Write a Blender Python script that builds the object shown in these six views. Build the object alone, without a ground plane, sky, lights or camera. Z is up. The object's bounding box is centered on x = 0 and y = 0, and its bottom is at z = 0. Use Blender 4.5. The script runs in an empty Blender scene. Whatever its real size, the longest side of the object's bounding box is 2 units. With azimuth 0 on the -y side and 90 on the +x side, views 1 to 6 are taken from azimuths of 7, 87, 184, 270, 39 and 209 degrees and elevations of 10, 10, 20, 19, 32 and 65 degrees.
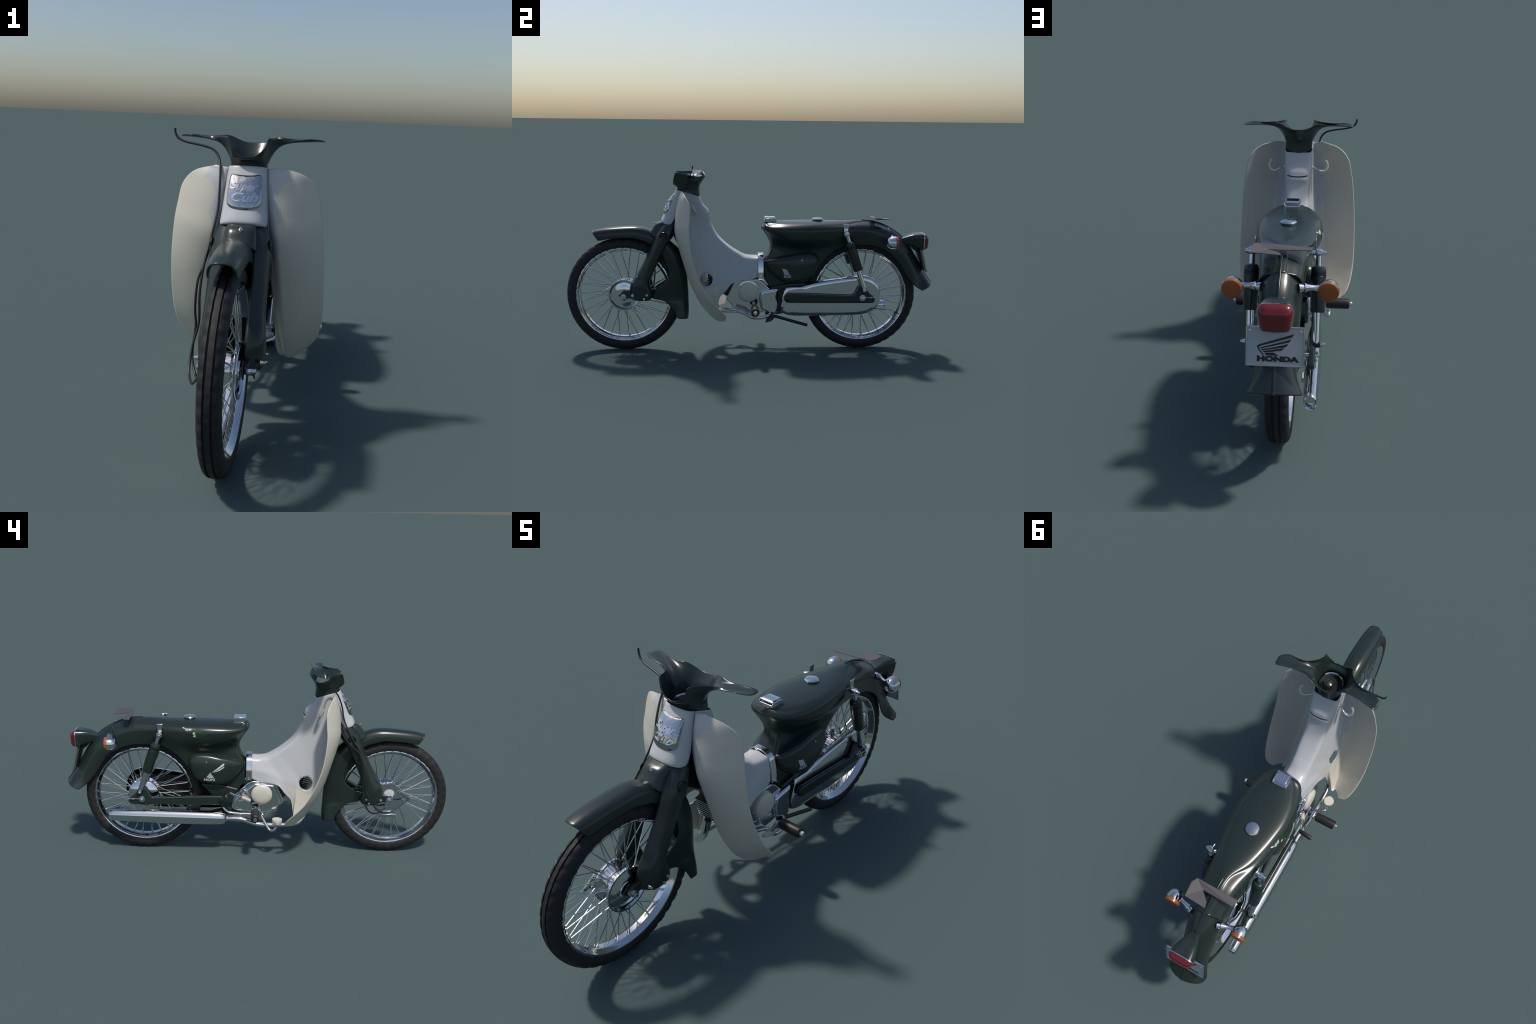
# Step-through motorcycle (no seat fitted), dark green with cream leg shields.
# Frame: metres, z up, front of the machine towards -y, centre plane x = 0.
import bpy, bmesh, math
from mathutils import Vector, Matrix, Quaternion
from mathutils.bvhtree import BVHTree

# ------------------------------------------------------------------ materials
def material(name, color, rough=0.4, metal=0.0, spec=0.5, coat=0.0, grain=0.0, grain_scale=60.0,
             tint=None, tint_scale=8.0, bump=0.0, bump_scale=200.0, transmission=0.0):
    m = bpy.data.materials.new(name)
    m.use_nodes = True
    nt = m.node_tree
    b = nt.nodes["Principled BSDF"]
    b.inputs["Base Color"].default_value = (*color, 1)
    b.inputs["Roughness"].default_value = rough
    b.inputs["Metallic"].default_value = metal
    b.inputs["Specular IOR Level"].default_value = spec
    b.inputs["Coat Weight"].default_value = coat
    b.inputs["Coat Roughness"].default_value = 0.08
    b.inputs["Transmission Weight"].default_value = transmission
    tc = nt.nodes.new("ShaderNodeTexCoord")
    if tint:
        n = nt.nodes.new("ShaderNodeTexNoise")
        n.inputs["Scale"].default_value = tint_scale
        n.inputs["Detail"].default_value = 4
        r = nt.nodes.new("ShaderNodeValToRGB")
        r.color_ramp.elements[0].position, r.color_ramp.elements[1].position = 0.35, 0.7
        r.color_ramp.elements[0].color = (*color, 1)
        r.color_ramp.elements[1].color = (*tint, 1)
        nt.links.new(tc.outputs["Object"], n.inputs["Vector"])
        nt.links.new(n.outputs["Fac"], r.inputs["Fac"])
        nt.links.new(r.outputs["Color"], b.inputs["Base Color"])
    if grain:
        n = nt.nodes.new("ShaderNodeTexNoise")
        n.inputs["Scale"].default_value = grain_scale
        mr = nt.nodes.new("ShaderNodeMapRange")
        mr.inputs["To Min"].default_value = max(0.0, rough - grain)
        mr.inputs["To Max"].default_value = rough + grain
        nt.links.new(tc.outputs["Object"], n.inputs["Vector"])
        nt.links.new(n.outputs["Fac"], mr.inputs["Value"])
        nt.links.new(mr.outputs["Result"], b.inputs["Roughness"])
    if bump:
        n = nt.nodes.new("ShaderNodeTexNoise")
        n.inputs["Scale"].default_value = bump_scale
        bn = nt.nodes.new("ShaderNodeBump")
        bn.inputs["Strength"].default_value = bump
        bn.inputs["Distance"].default_value = 0.001
        nt.links.new(tc.outputs["Object"], n.inputs["Vector"])
        nt.links.new(n.outputs["Fac"], bn.inputs["Height"])
        nt.links.new(bn.outputs["Normal"], b.inputs["Normal"])
    return m

GREEN = material("green_paint", (0.0160, 0.0265, 0.0235), 0.25, spec=0.55, grain=0.03, grain_scale=6)
CREAM = material("cream_plastic", (0.60, 0.572, 0.485), 0.38, spec=0.42, tint=(0.585, 0.557, 0.472), tint_scale=5)
WHITE = material("white_paint", (0.505, 0.513, 0.52), 0.30, spec=0.45, tint=(0.49, 0.498, 0.505), tint_scale=4)
CHROME = material("chrome", (0.72, 0.73, 0.74), 0.07, metal=1.0, grain=0.025, grain_scale=30)
STEEL = material("polished_steel", (0.60, 0.61, 0.62), 0.16, metal=1.0, grain=0.04, grain_scale=40)
DARKSTEEL = material("dark_steel", (0.06, 0.06, 0.062), 0.35, metal=0.7, grain=0.1)
BADGE = material("badge_chrome", (0.50, 0.51, 0.53), 0.06, metal=1.0, bump=0.7, bump_scale=26.0)  # base darkened and surface rippled to bring out dark, mottled reflections
BADGE.node_tree.nodes["Bump"].inputs["Distance"].default_value = 0.0045
SPOKE = material("spoke_steel", (0.50, 0.51, 0.52), 0.16, metal=1.0)
BLACK = material("black_plastic", (0.008, 0.008, 0.009), 0.35)
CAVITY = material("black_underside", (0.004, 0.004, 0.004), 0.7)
RUBBER = material("tyre_rubber", (0.017, 0.0165, 0.0175), 0.62, spec=0.35, tint=(0.022, 0.0215, 0.022), tint_scale=20, bump=0.15)
GRIPRUB = material("peg_rubber", (0.014, 0.013, 0.013), 0.45)
CABLE = material("cable_sheath", (0.016, 0.015, 0.015), 0.4)
ORANGE = material("orange_lens", (0.33, 0.088, 0.016), 0.3, coat=0.3, spec=0.5)
RED = material("red_lens", (0.155, 0.006, 0.009), 0.2, coat=0.5)
GREY = material("grey_plate", (0.078, 0.075, 0.077), 0.6)
PLATE = material("number_plate_white", (0.42, 0.43, 0.44), 0.35)
INK = material("mark_black", (0.010, 0.013, 0.014), 0.5)
DECALW = material("decal_white", (0.60, 0.60, 0.60), 0.4)
DECALG = material("decal_green", (0.007, 0.045, 0.009), 0.4)

# ------------------------------------------------------------------ helpers
ROOT = bpy.data.objects.new("step_through_motorcycle", None)
bpy.context.collection.objects.link(ROOT)
ROOT["label"] = "dark green step-through motorcycle with cream leg shields, no seat"
ROOT["category"] = "motorcycle"

def add(name, verts, faces, mat, parent=None, smooth=True, angle=40.0):
    me = bpy.data.meshes.new(name)
    me.from_pydata([tuple(v) for v in verts], [], faces)
    bm = bmesh.new(); bm.from_mesh(me)
    bmesh.ops.remove_doubles(bm, verts=bm.verts, dist=1e-6)
    bmesh.ops.dissolve_degenerate(bm, edges=bm.edges, dist=1e-7)
    bmesh.ops.recalc_face_normals(bm, faces=bm.faces)
    for f in bm.faces: f.smooth = smooth
    if smooth:
        for e in bm.edges:
            if len(e.link_faces) == 2 and e.calc_face_angle(0) > math.radians(angle): e.smooth = False
    bm.to_mesh(me); bm.free()
    return obj_of(name, me, mat, parent)

def obj_of(name, me, mat, parent=None):
    o = bpy.data.objects.new(name, me)
    if mat and not me.materials: me.materials.append(mat)
    bpy.context.collection.objects.link(o)
    o.parent = parent or ROOT
    return o

def empty(name, loc=(0, 0, 0)):
    o = bpy.data.objects.new(name, None); o.location = loc
    bpy.context.collection.objects.link(o); o.parent = ROOT
    return o

def relax(o, times, keep=lambda co: False):
    """even out a pressed sheet without moving its edges"""
    bm = bmesh.new(); bm.from_mesh(o.data)
    free = [v for v in bm.verts if not v.is_boundary and not keep(v.co)]
    for _ in range(times):
        bmesh.ops.smooth_vert(bm, verts=free, factor=.5, use_axis_x=True, use_axis_y=True, use_axis_z=True)
    for e in bm.edges: e.smooth = len(e.link_faces) < 2 or e.calc_face_angle(0) < math.radians(50)
    bm.to_mesh(o.data); bm.free()

def face_outwards(me):
    """turn an open shell so that its normals point away from its middle"""
    n = len(me.vertices)
    mid = sum((v.co for v in me.vertices), Vector()) / n
    if sum(p.area * p.normal.dot(p.center - mid) for p in me.polygons) < 0:
        me.flip_normals()

def solid(o, t, offset=-1.0):
    face_outwards(o.data)
    m = o.modifiers.new("thickness", "SOLIDIFY"); m.thickness = t; m.offset = offset
    m.use_even_offset = True
    return o

def bevel(o, w, seg=3, ang=30):
    m = o.modifiers.new("rounded_edges", "BEVEL"); m.width = w; m.segments = seg
    m.limit_method = 'ANGLE'; m.angle_limit = math.radians(ang); m.harden_normals = True
    return o

def spline(pts, n, closed=False):
    """Catmull-Rom (centripetal-ish uniform) through pts, n samples."""
    P = [Vector(p) for p in pts]; m = len(P)
    def g(i):
        if closed: return P[i % m]
        if i < 0: return P[0] * 2 - P[1]
        if i >= m: return P[-1] * 2 - P[-2]
        return P[i]
    out = []; segs = m if closed else m - 1
    for k in range(n):
        t = k / (n if closed else n - 1) * segs
        i = min(int(t), segs - 1); f = t - i
        a, b, c, d = g(i - 1), g(i), g(i + 1), g(i + 2)
        out.append(0.5 * ((2 * b) + (c - a) * f + (2 * a - 5 * b + 4 * c - d) * f * f + (3 * b - a - 3 * c + d) * f ** 3))
    return out

def grid_faces(r, c, wrap_c=False, wrap_r=False):
    F = []
    for i in range(r if wrap_r else r - 1):
        for j in range(c if wrap_c else c - 1):
            i2, j2 = (i + 1) % r, (j + 1) % c
            F.append((i * c + j, i * c + j2, i2 * c + j2, i2 * c + j))
    return F

def loft(ctrl, nr, nc, closed_c=False, linear_r=False):
    """Bicubic surface through a grid of control points -> verts, rows, cols."""
    cols = [spline(row, nc, closed_c) for row in ctrl]
    rows = [spline([cols[i][j] for i in range(len(ctrl))], nr) for j in range(nc)]
    return [rows[j][i] for i in range(nr) for j in range(nc)]

def mirror_row(half):
    """half section from the centre line (x=0) outwards -> full row -x .. +x"""
    L = [Vector((-p[0], p[1], p[2])) for p in half[:0:-1]]
    return L + [Vector(p) for p in half]

def loft_sym(ctrl_half, nr, nc_half):
    cols = [spline(row, nc_half) for row in ctrl_half]
    rows = [spline([cols[i][j] for i in range(len(cols))], nr) for j in range(nc_half)]
    V = []
    for i in range(nr):
        half = [rows[j][i].copy() for j in range(nc_half)]
        half[0].x = 0
        for p in half: p.x = max(p.x, 0)
        V += mirror_row(half)
    return V, nr, nc_half * 2 - 1

def tube(name, pts, r, mat, parent=None, n=24, seg=12, caps=True, closed=False):
    P = spline(pts, n, closed) if len(pts) > 2 else [Vector(pts[0]).lerp(Vector(pts[1]), k / (n - 1)) for k in range(n)]
    V = []; prev = None; N = len(P)
    for i, p in enumerate(P):
        t = (P[min(i + 1, N - 1)] - P[max(i - 1, 0)]).normalized()
        if prev is None:
            a = Vector((1, 0, 0)) if abs(t.x) < 0.8 else Vector((0, 0, 1))
            u = (a - t * a.dot(t)).normalized()
        else:
            u = (prev - t * prev.dot(t)).normalized()
        prev = u; w = t.cross(u)
        rr = r(i / (N - 1)) if callable(r) else r
        for k in range(seg):
            a = 2 * math.pi * k / seg
            V.append(p + (u * math.cos(a) + w * math.sin(a)) * rr)
    F = grid_faces(N, seg, wrap_c=True)
    if caps: F += [tuple(range(seg))[::-1], tuple((N - 1) * seg + k for k in range(seg))]
    return add(name, V, F, mat, parent, angle=50)

def lathe(name, prof, centre, mat, parent=None, axis='x', seg=48, sx=1.0, sy=1.0, angle=35):
    """prof: (radius, height along axis)"""
    V = []
    for r, h in prof:
        for k in range(seg):
            a = 2 * math.pi * k / seg
            c, s = r * math.cos(a) * sx, r * math.sin(a) * sy
            v = {'x': (h, c, s), 'y': (c, h, s), 'z': (c, s, h)}[axis]
            V.append(Vector(v) + Vector(centre))
    F = grid_faces(len(prof), seg, wrap_c=True)
    if prof[0][0] > 1e-6: pass
    return add(name, V, F, mat, parent, angle=angle)

def lathe_dir(name, prof, centre, direction, mat, parent=None, seg=32, angle=35):
    q = Vector((0, 0, 1)).rotation_difference(Vector(direction).normalized())
    V = []
    for r, h in prof:
        for k in range(seg):
            a = 2 * math.pi * k / seg
            V.append(q @ Vector((r * math.cos(a), r * math.sin(a), h)) + Vector(centre))
    return add(name, V, grid_faces(len(prof), seg, wrap_c=True), mat, parent, angle=angle)

def rod(name, a, b, r, mat, parent=None, seg=16):
    a, b = Vector(a), Vector(b); L = (b - a).length
    return lathe_dir(name, [(0, 0), (r * .9, 0), (r, r * .12), (r, L - r * .12), (r * .9, L), (0, L)], a, b - a, mat, parent, seg)

def bolt(name, p, d, r, h, mat=None, parent=None, seg=6):
    """hexagon nut with a domed stud, pointing along d"""
    return lathe_dir(name, [(0, 0), (r * 1.25, 0), (r * 1.25, h * .2), (r, h * .22), (r, h * .6), (r * .62, h * .62), (r * .55, h * .92), (r * .3, h), (0, h)],
                     p, d, mat or CHROME, parent, seg=12)

def slab(name, outline, x0, x1, mat, parent=None, bev=0.004, seg=3, smooth_n=0):
    """side-view outline [(y,z)] given depth from x0 to x1"""
    if smooth_n:
        outline = [(p.x, p.y) for p in spline([(y, z, 0) for y, z in outline], smooth_n, True)]
    n = len(outline)
    V = [(x0, y, z) for y, z in outline] + [(x1, y, z) for y, z in outline]
    F = [tuple(range(n)), tuple(range(2 * n - 1, n - 1, -1))] + [(i, (i + 1) % n, n + (i + 1) % n, n + i) for i in range(n)]
    o = add(name, V, F, mat, parent, angle=30)
    if bev: bevel(o, bev, seg)
    return o

def cushion(name, outline, x_in, x_out, mat, parent=None, n=64, rings=((1.0, 0.0), (1.0, .45), (.985, .7), (.95, .88), (.88, .97), (.7, 1.0), (.35, 1.0)), centre=None):
    """pressed, softly domed panel: rings (scale towards centre, depth fraction)"""
    P = spline([(y, z, 0) for y, z in outline], n, True)
    cy = sum(p.x for p in P) / n if centre is None else centre[0]
    cz = sum(p.y for p in P) / n if centre is None else centre[1]
    V = []
    for s, d in rings:
        for p in P: V.append((x_in + (x_out - x_in) * d, cy + (p.x - cy) * s, cz + (p.y - cz) * s))
    V.append((x_out, cy, cz))
    F = grid_faces(len(rings), n, wrap_c=True)
    b = (len(rings) - 1) * n
    F += [(b + k, b + (k + 1) % n, len(V) - 1) for k in range(n)]
    return add(name, V, F, mat, parent, angle=60)

def both(fn):
    """build a part on the +x side and again on the -x side"""
    return fn(1), fn(-1)

def bvh_of(o):
    dg = bpy.context.evaluated_depsgraph_get(); dg.update()
    e = o.evaluated_get(dg); m = e.to_mesh()
    t = BVHTree.FromPolygons([o.matrix_world @ v.co for v in m.vertices], [tuple(p.vertices) for p in m.polygons])
    e.to_mesh_clear()
    return t

def text_mesh(body, size, bold=0.0, shear=0.0, depth=0.3, xscale=1.0, spacing=1.0):
    c = bpy.data.curves.new("lettering", 'FONT')
    c.body = body; c.size = size; c.offset = bold; c.shear = shear; c.extrude = depth
    c.resolution_u = 4; c.space_character = spacing
    o = bpy.data.objects.new("lettering", c); bpy.context.collection.objects.link(o)
    dg = bpy.context.evaluated_depsgraph_get(); dg.update()
    m = o.evaluated_get(dg).to_mesh()
    V = [(v.co.x * xscale, v.co.y, v.co.z) for v in m.vertices]; F = [tuple(p.vertices) for p in m.polygons]
    o.evaluated_get(dg).to_mesh_clear()
    bpy.data.objects.remove(o); bpy.data.curves.remove(c)
    return V, F

def poly_prism(poly, depth, cut=0.006):
    """flat polygon, cut into strips so it can follow a curved surface"""
    bm = bmesh.new()
    f = bm.faces.new([bm.verts.new((a, b, 0)) for a, b in poly])
    lo = [min(p[i] for p in poly) for i in (0, 1)]; hi = [max(p[i] for p in poly) for i in (0, 1)]
    for ax in (0, 1):
        k = lo[ax] + cut
        while k < hi[ax]:
            no = (1, 0, 0) if ax == 0 else (0, 1, 0); co = (k, 0, 0) if ax == 0 else (0, k, 0)
            bmesh.ops.bisect_plane(bm, geom=bm.verts[:] + bm.edges[:] + bm.faces[:], plane_co=co, plane_no=no)
            k += cut
    r = bmesh.ops.extrude_face_region(bm, geom=bm.faces[:])
    for v in r["geom"]:
        if isinstance(v, bmesh.types.BMVert): v.co.z += depth
    bmesh.ops.recalc_face_normals(bm, faces=bm.faces)
    bm.verts.index_update()
    V = [tuple(v.co) for v in bm.verts]; F = [tuple(v.index for v in f.verts) for f in bm.faces]
    bm.free()
    return V, F

def decal(name, VF, tree, side, y0, z0, mat, parent, lift=0.0006, flip=False):
    """lay a flat mark (a along the side as read, b up) on the flank side=+1/-1"""
    V, F = VF; out = []
    lo = min(v[2] for v in V)
    for a, b, c in V:
        y = y0 + a * side
        hit = tree.ray_cast(Vector((side * 0.5, y, z0 + b)), Vector((-side, 0, 0)))
        x = hit[0].x if hit[0] else side * 0.1
        out.append((x + side * (lift + (c - lo)), y, z0 + b))
    return add(name, out, F, mat, parent, smooth=False)

# ------------------------------------------------------------------ wheels
def wheel(name, cy, cz, R, hw, lugs):
    W = empty(name, (0, cy, cz))
    # tyre: closed cross-section with two grooves and notched shoulders
    prof = []
    half = [(0.0, R - .0005), (.0076, R - .001), (.0086, R - .0075), (.0132, R - .0075), (.0142, R - .002), (hw * .62, R - .004),
            (hw * .80, R - .010), (hw * .93, R - .019), (hw, R - .031), (hw * .96, R - .043), (hw * .84, R - .052), (hw * .74, R - .058), (hw * .5, R - .060)]
    sec = [(-x, r) for x, r in half[:0:-1]] + half
    N = 240; V = []; nc = len(sec)
    for k in range(N):
        a = 2 * math.pi * k / N
        for x, r in sec:
            ax = abs(x) / hw
            notch = 0
            ph = (k % (N // lugs)) / (N / lugs)
            if .58 < ax < .97 and ph < .18: notch = .0055
            if ax < .3 and .5 <= ph < .62 and abs(x) < .009: notch = .0016
            V.append((x, (r - notch) * math.cos(a), (r - notch) * math.sin(a)))
    o = add("tyre", V, grid_faces(N, nc, wrap_c=True, wrap_r=True), RUBBER, W, angle=30)
    # rim: shallow chrome channel
    ri = R - .074
    pr = [(R - .054, hw * .80), (R - .052, hw * .86), (R - .056, hw * .9), (R - .060, hw * .86), (R - .064, hw * .70), (ri + .004, hw * .42), (ri, hw * .3), (ri, 0)]
    prof = [(r, x) for r, x in pr] + [(r, -x) for r, x in pr[-2::-1]]
    back = [(r + .004, x) for r, x in prof[::-1]]
    o = lathe("rim", prof + [(R - .05, -hw * .8), (R - .05, hw * .8), prof[0]], (0, 0, 0), CHROME, W, seg=96)
    # valve stem
    tube("valve", [(0, .022, -ri - .002), (0, .022, -ri + .016)], .0028, CHROME, W, n=3, seg=8)
    return W, ri

def spokes(W, ri, flange_r, flange_x, n=30):
    """n rim holes; from each a spoke runs to either flange, leaning by turns"""
    meshes = {}
    for k in range(n):
        for side in (1, -1):
            lead = -.36 if k % 2 else .04 * side
            key = (side, lead)
            if key not in meshes:
                a0 = Vector((side * flange_x, flange_r * math.cos(lead), flange_r * math.sin(lead)))
                b0 = Vector((side * .004, ri + .003, 0))
                o = tube("spoke", [a0, b0], .0020, SPOKE, W, n=2, seg=6, caps=False)
                meshes[key] = o.data
            else:
                o = obj_of("spoke", meshes[key], SPOKE, W)
            o.rotation_euler = (2 * math.pi * (k + .84) / n, 0, 0)

FW, fri = wheel("front_wheel", -0.690, 0.3115, 0.3110, 0.0345, 40)
RW, rri = wheel("rear_wheel", 0.598, 0.3085, 0.3080, 0.0400, 40)
spokes(FW, fri, .078, .033)
spokes(RW, rri, .074, .033)

# front hub: drum with a big polished flange on +x and a brake panel on -x
lathe("hub", [(0, .047), (.012, .047), (.013, .043), (.030, .042), (.032, .038), (.050, .036), (.066, .030), (.072, .030), (.075, .036), (.078, .039), (.080, .042), (.086, .042), (.087, .036), (.086, .030),
              (.066, .028), (.056, .018), (.054, -.012), (.066, -.022), (.076, -.026), (.076, -.034), (.07, -.036)], (0, 0, 0), CHROME, FW, seg=40)
lathe("brake_panel", [(0, -.052), (.02, -.052), (.024, -.049), (.066, -.046), (.078, -.044), (.082, -.038), (.082, -.032), (.06, -.030)], (0, 0, 0), CHROME, FW, seg=40)
slab("brake_lever", [(-.118, .004), (-.112, .012), (-.06, .048), (-.048, .042), (-.045, .03), (-.06, .026), (-.108, -.006)], -.060, -.054, STEEL, FW, bev=.002)
for y, z in ((-.058, .036), (-.074, .0)): bolt("screw", (-.05, y, z), (-1, 0, 0), .006, .009, parent=FW)
slab("brake_arm", [(.05, -.098), (-.03, -.092), (-.045, -.08), (-.03, -.078), (.04, -.082), (.055, -.09)], -.066, -.054, STEEL, FW, bev=.002)
rod("axle", (-.088, 0, 0), (.088, 0, 0), .0085, STEEL, FW)
bolt("axle_nut", (.060, 0, 0), (1, 0, 0), .014, .022, parent=FW)
bolt("axle_nut", (-.064, 0, 0), (-1, 0, 0), .014, .022, parent=FW)
slab("axle_plate", [(.0, .03), (.03, .0), (.0, -.03), (-.03, .0)], .046, .052, DARKSTEEL, FW, bev=.002)

# rear hub
lathe("hub", [(0, -.064), (.03, -.064), (.05, -.060), (.070, -.052), (.079, -.046), (.082, -.038), (.080, -.030), (.07, -.028), (.056, -.02), (.054, .014),
              (.066, .022), (.074, .026), (.074, .036), (.03, .042), (0, .044)], (0, 0, 0), CHROME, RW, seg=40)
lathe("sprocket", [(.03, .047), (.088, .047), (.088, .053), (.03, .053)], (0, 0, 0), DARKSTEEL, RW, seg=60)
slab("brake_arm", [(-.02, -.075), (.012, -.09), (.018, -.1), (.008, -.104), (-.026, -.09)], -.078, -.068, STEEL, RW, bev=.002)
rod("axle", (-.125, 0, .002), (.125, 0, .002), .0085, STEEL, RW)

# ------------------------------------------------------------------ front fender
def arch(crown, edge, w, fx=(0, .45, .82, .98, 1.0, .985), ff=(0, .03, .17, .42, .7, 1.0)):
    (y0, z0), (y1, z1) = crown, edge
    return [(w * a, y0 + (y1 - y0) * f, z0 + (z1 - z0) * f) for a, f in zip(fx, ff)]

FF = [((-.8555, .6595), (-.8205, .611), .040), ((-.849, .6635), (-.816, .611), .0430), ((-.81, .673), (-.795, .614), .046), ((-.756, .6805), (-.75, .622), .048), ((-.66, .6875), (-.65, .627), .050),
      ((-.595, .6835), (-.60, .616), .050), ((-.53, .661), (-.55, .598), .049), ((-.475, .632), (-.505, .560), .048),
      ((-.43, .600), (-.482, .530), .047), ((-.385, .545), (-.458, .475), .046), ((-.357, .455), (-.450, .435), .0455),
      ((-.349, .375), (-.466, .388), .0455), ((-.346, .325), (-.535, .337), .046), ((-.345, .285), (-.537, .297), .046),
      ((-.344, .255), (-.472, .277), .046), ((-.343, .22), (-.424, .228), .048), ((-.346, .180), (-.402, .183), .053)]
V, r, c = loft_sym([arch((a[0], a[1] - .0025), b, w, (0, .40, .73, .93, .99, 1.0)) for a, b, w in FF], 110, 18)
o = add("front_fender", V, grid_faces(r, c), GREEN); solid(o, .0035, -1); front_fender = o
tube("fender_lip", [(x * .040, y, z) for x, y, z in ((-1, -.8205, .611), (-.97, -.835, .630), (-.74, -.848, .6485), (-.40, -.854, .6555), (0, -.8555, .657), (.40, -.854, .6555), (.74, -.848, .6485), (.97, -.835, .630), (1, -.8205, .611))], .003, GREEN, front_fender, n=30, seg=8)

# ------------------------------------------------------------------ fork
def rounded(cx, cy, z, hx, hy, n=24, p=3.6):
    out = []
    for k in range(n):
        a = 2 * math.pi * k / n
        c, s = math.cos(a), math.sin(a)
        out.append(Vector((cx + hx * math.copysign(abs(c) ** (2 / p), c), cy + hy * math.copysign(abs(s) ** (2 / p), s), z)))
    return out

LEG = [(.745, -.428, -.398, .016, .040), (.716, -.452, -.404, .022, .062), (.700, -.480, -.409, .026, .076), (.66, -.511, -.422, .036, .089), (.62, -.531, -.440, .043, .0945),
       (.54, -.562, -.484, .044, .0945), (.45, -.608, -.524, .044, .0955), (.405, -.638, -.546, .044, .099), (.372, -.654, -.549, .044, .1025),
       (.335, -.6585, -.536, .044, .1025), (.305, -.657, -.538, .046, .1005), (.293, -.648, -.548, .050, .096)]
def fork_leg(s):
    rows = []
    for z, f, k, a, b in LEG:                              # teardrop section: leading edge close to the wheel, outer face slanting back
        d, w = k - f, b - a
        sec = [(a, f + .10 * d), (a + .16 * w, f), (a + .42 * w, f + .07 * d), (a + .80 * w, f + .24 * d), (b, f + .47 * d), (b - .04 * w, f + .85 * d), (a + .72 * w, k - .02 * d), (a + .25 * w, k), (a, k - .08 * d), (a, f + .5 * d)]
        rows.append(spline([(s * x, y, z) for x, y in sec], 28, True))
    n = 28
    cols = [spline([rw[j] for rw in rows], 50) for j in range(n)]
    V = [cols[j][i] for i in range(50) for j in range(n)]
    F = grid_faces(50, n, wrap_c=True) + [tuple(range(n)), tuple(49 * n + k for k in range(n))]
    leg = add("fork_leg", V, F, GREEN, angle=45)
    lathe("rubber_plug", [(.0, .004), (.014, .004), (.016, .0025), (.0165, .001), (.0195, .0035), (.021, .0)], (s * .0915, -.470, .644), BLACK, leg, seg=28) if s > 0 else \
        lathe("rubber_plug", [(.0, -.004), (.014, -.004), (.016, -.0025), (.0165, -.001), (.0195, -.0035), (.021, .0)], (s * .0915, -.470, .644), BLACK, leg, seg=28)
    for y, z in ((-.639, .322), (-.562, .325), (-.578, .304)):
        bolt("fork_bolt", (s * .094, y, z), (s, 0, 0), .0065, .015, parent=leg)
    slab("link_arm", [(-.705, .322), (-.69, .334), (-.60, .345), (-.56, .33), (-.56, .31), (-.60, .30), (-.69, .298), (-.705, .306)], s * .052, s * .066, DARKSTEEL, leg, bev=.004)
    return leg
both(fork_leg)
slab("fork_crown", [(-.430, .745), (-.452, .715), (-.483, .698), (-.52, .645), (-.505, .612), (-.45, .600), (-.425, .63), (-.405, .70), (-.398, .748)], -.052, .052, GREEN, bev=.012, seg=4)
# pressed cap where the fender meets the crown
cap = [[(0, -.482, .7135), (.028, -.480, .7135), (.041, -.468, .7115), (.044, -.45, .707)],
       [(0, -.518, .699), (.03, -.515, .698), (.046, -.500, .695), (.049, -.475, .688)],
       [(0, -.538, .672), (.032, -.536, .668), (.049, -.522, .66), (.053, -.495, .65)],
       [(0, -.549, .66), (.032, -.548, .654), (.051, -.537, .640), (.055, -.515, .63)]]
V, r, c = loft_sym(cap, 16, 10)
o = add("fender_cap", V, grid_faces(r, c), GREEN); solid(o, .004, 0)
bolt("cap_bolt", (.004, -.519, .698), (0, -.75, .66), .005, .013, parent=o)
# steering column and dark inner frame
tube("steering_column", [(0, -.335, .87), (0, -.43, .68)], .034, CAVITY, n=4, seg=20)
slab("frame_gusset", [(-.425, .745), (-.432, .66), (-.405, .60), (-.385, .575), (-.30, .52), (-.18, .50), (-.19, .56), (-.26, .66), (-.32, .76)], -.040, .040, CAVITY, bev=.012)

# ------------------------------------------------------------------ head cover with badge
HC = [((-.405, .887), (-.374, .879), .062), ((-.4275, .843), (-.388, .83), .0665), ((-.452, .795), (-.398, .785), .070),
      ((-.4725, .754), (-.409, .742), .0735), ((-.4875, .724), (-.424, .713), .0755), ((-.487, .712), (-.437, .703), .0745), ((-.477, .706), (-.446, .701), .071)]
def hc_row(f, b, w, n=11):
    out = []
    for k in range(n):
        a = math.pi / 2 * k / (n - 1)
        s, cc = math.sin(a) ** (2 / 2.5), max(0, math.cos(a)) ** (2 / 2.5)
        out.append(Vector((w * s, b[0] + (f[0] - b[0]) * cc, b[1] + (f[1] - b[1]) * cc)))
    return out
V, r, c = loft_sym([hc_row(*q) for q in HC], 48, 24)
head_cover = add("head_cover", V, grid_faces(r, c), WHITE)
hct = BVHTree.FromPolygons([Vector(v) for v in V], grid_faces(r, c))
solid(head_cover, .004, -1)
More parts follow.
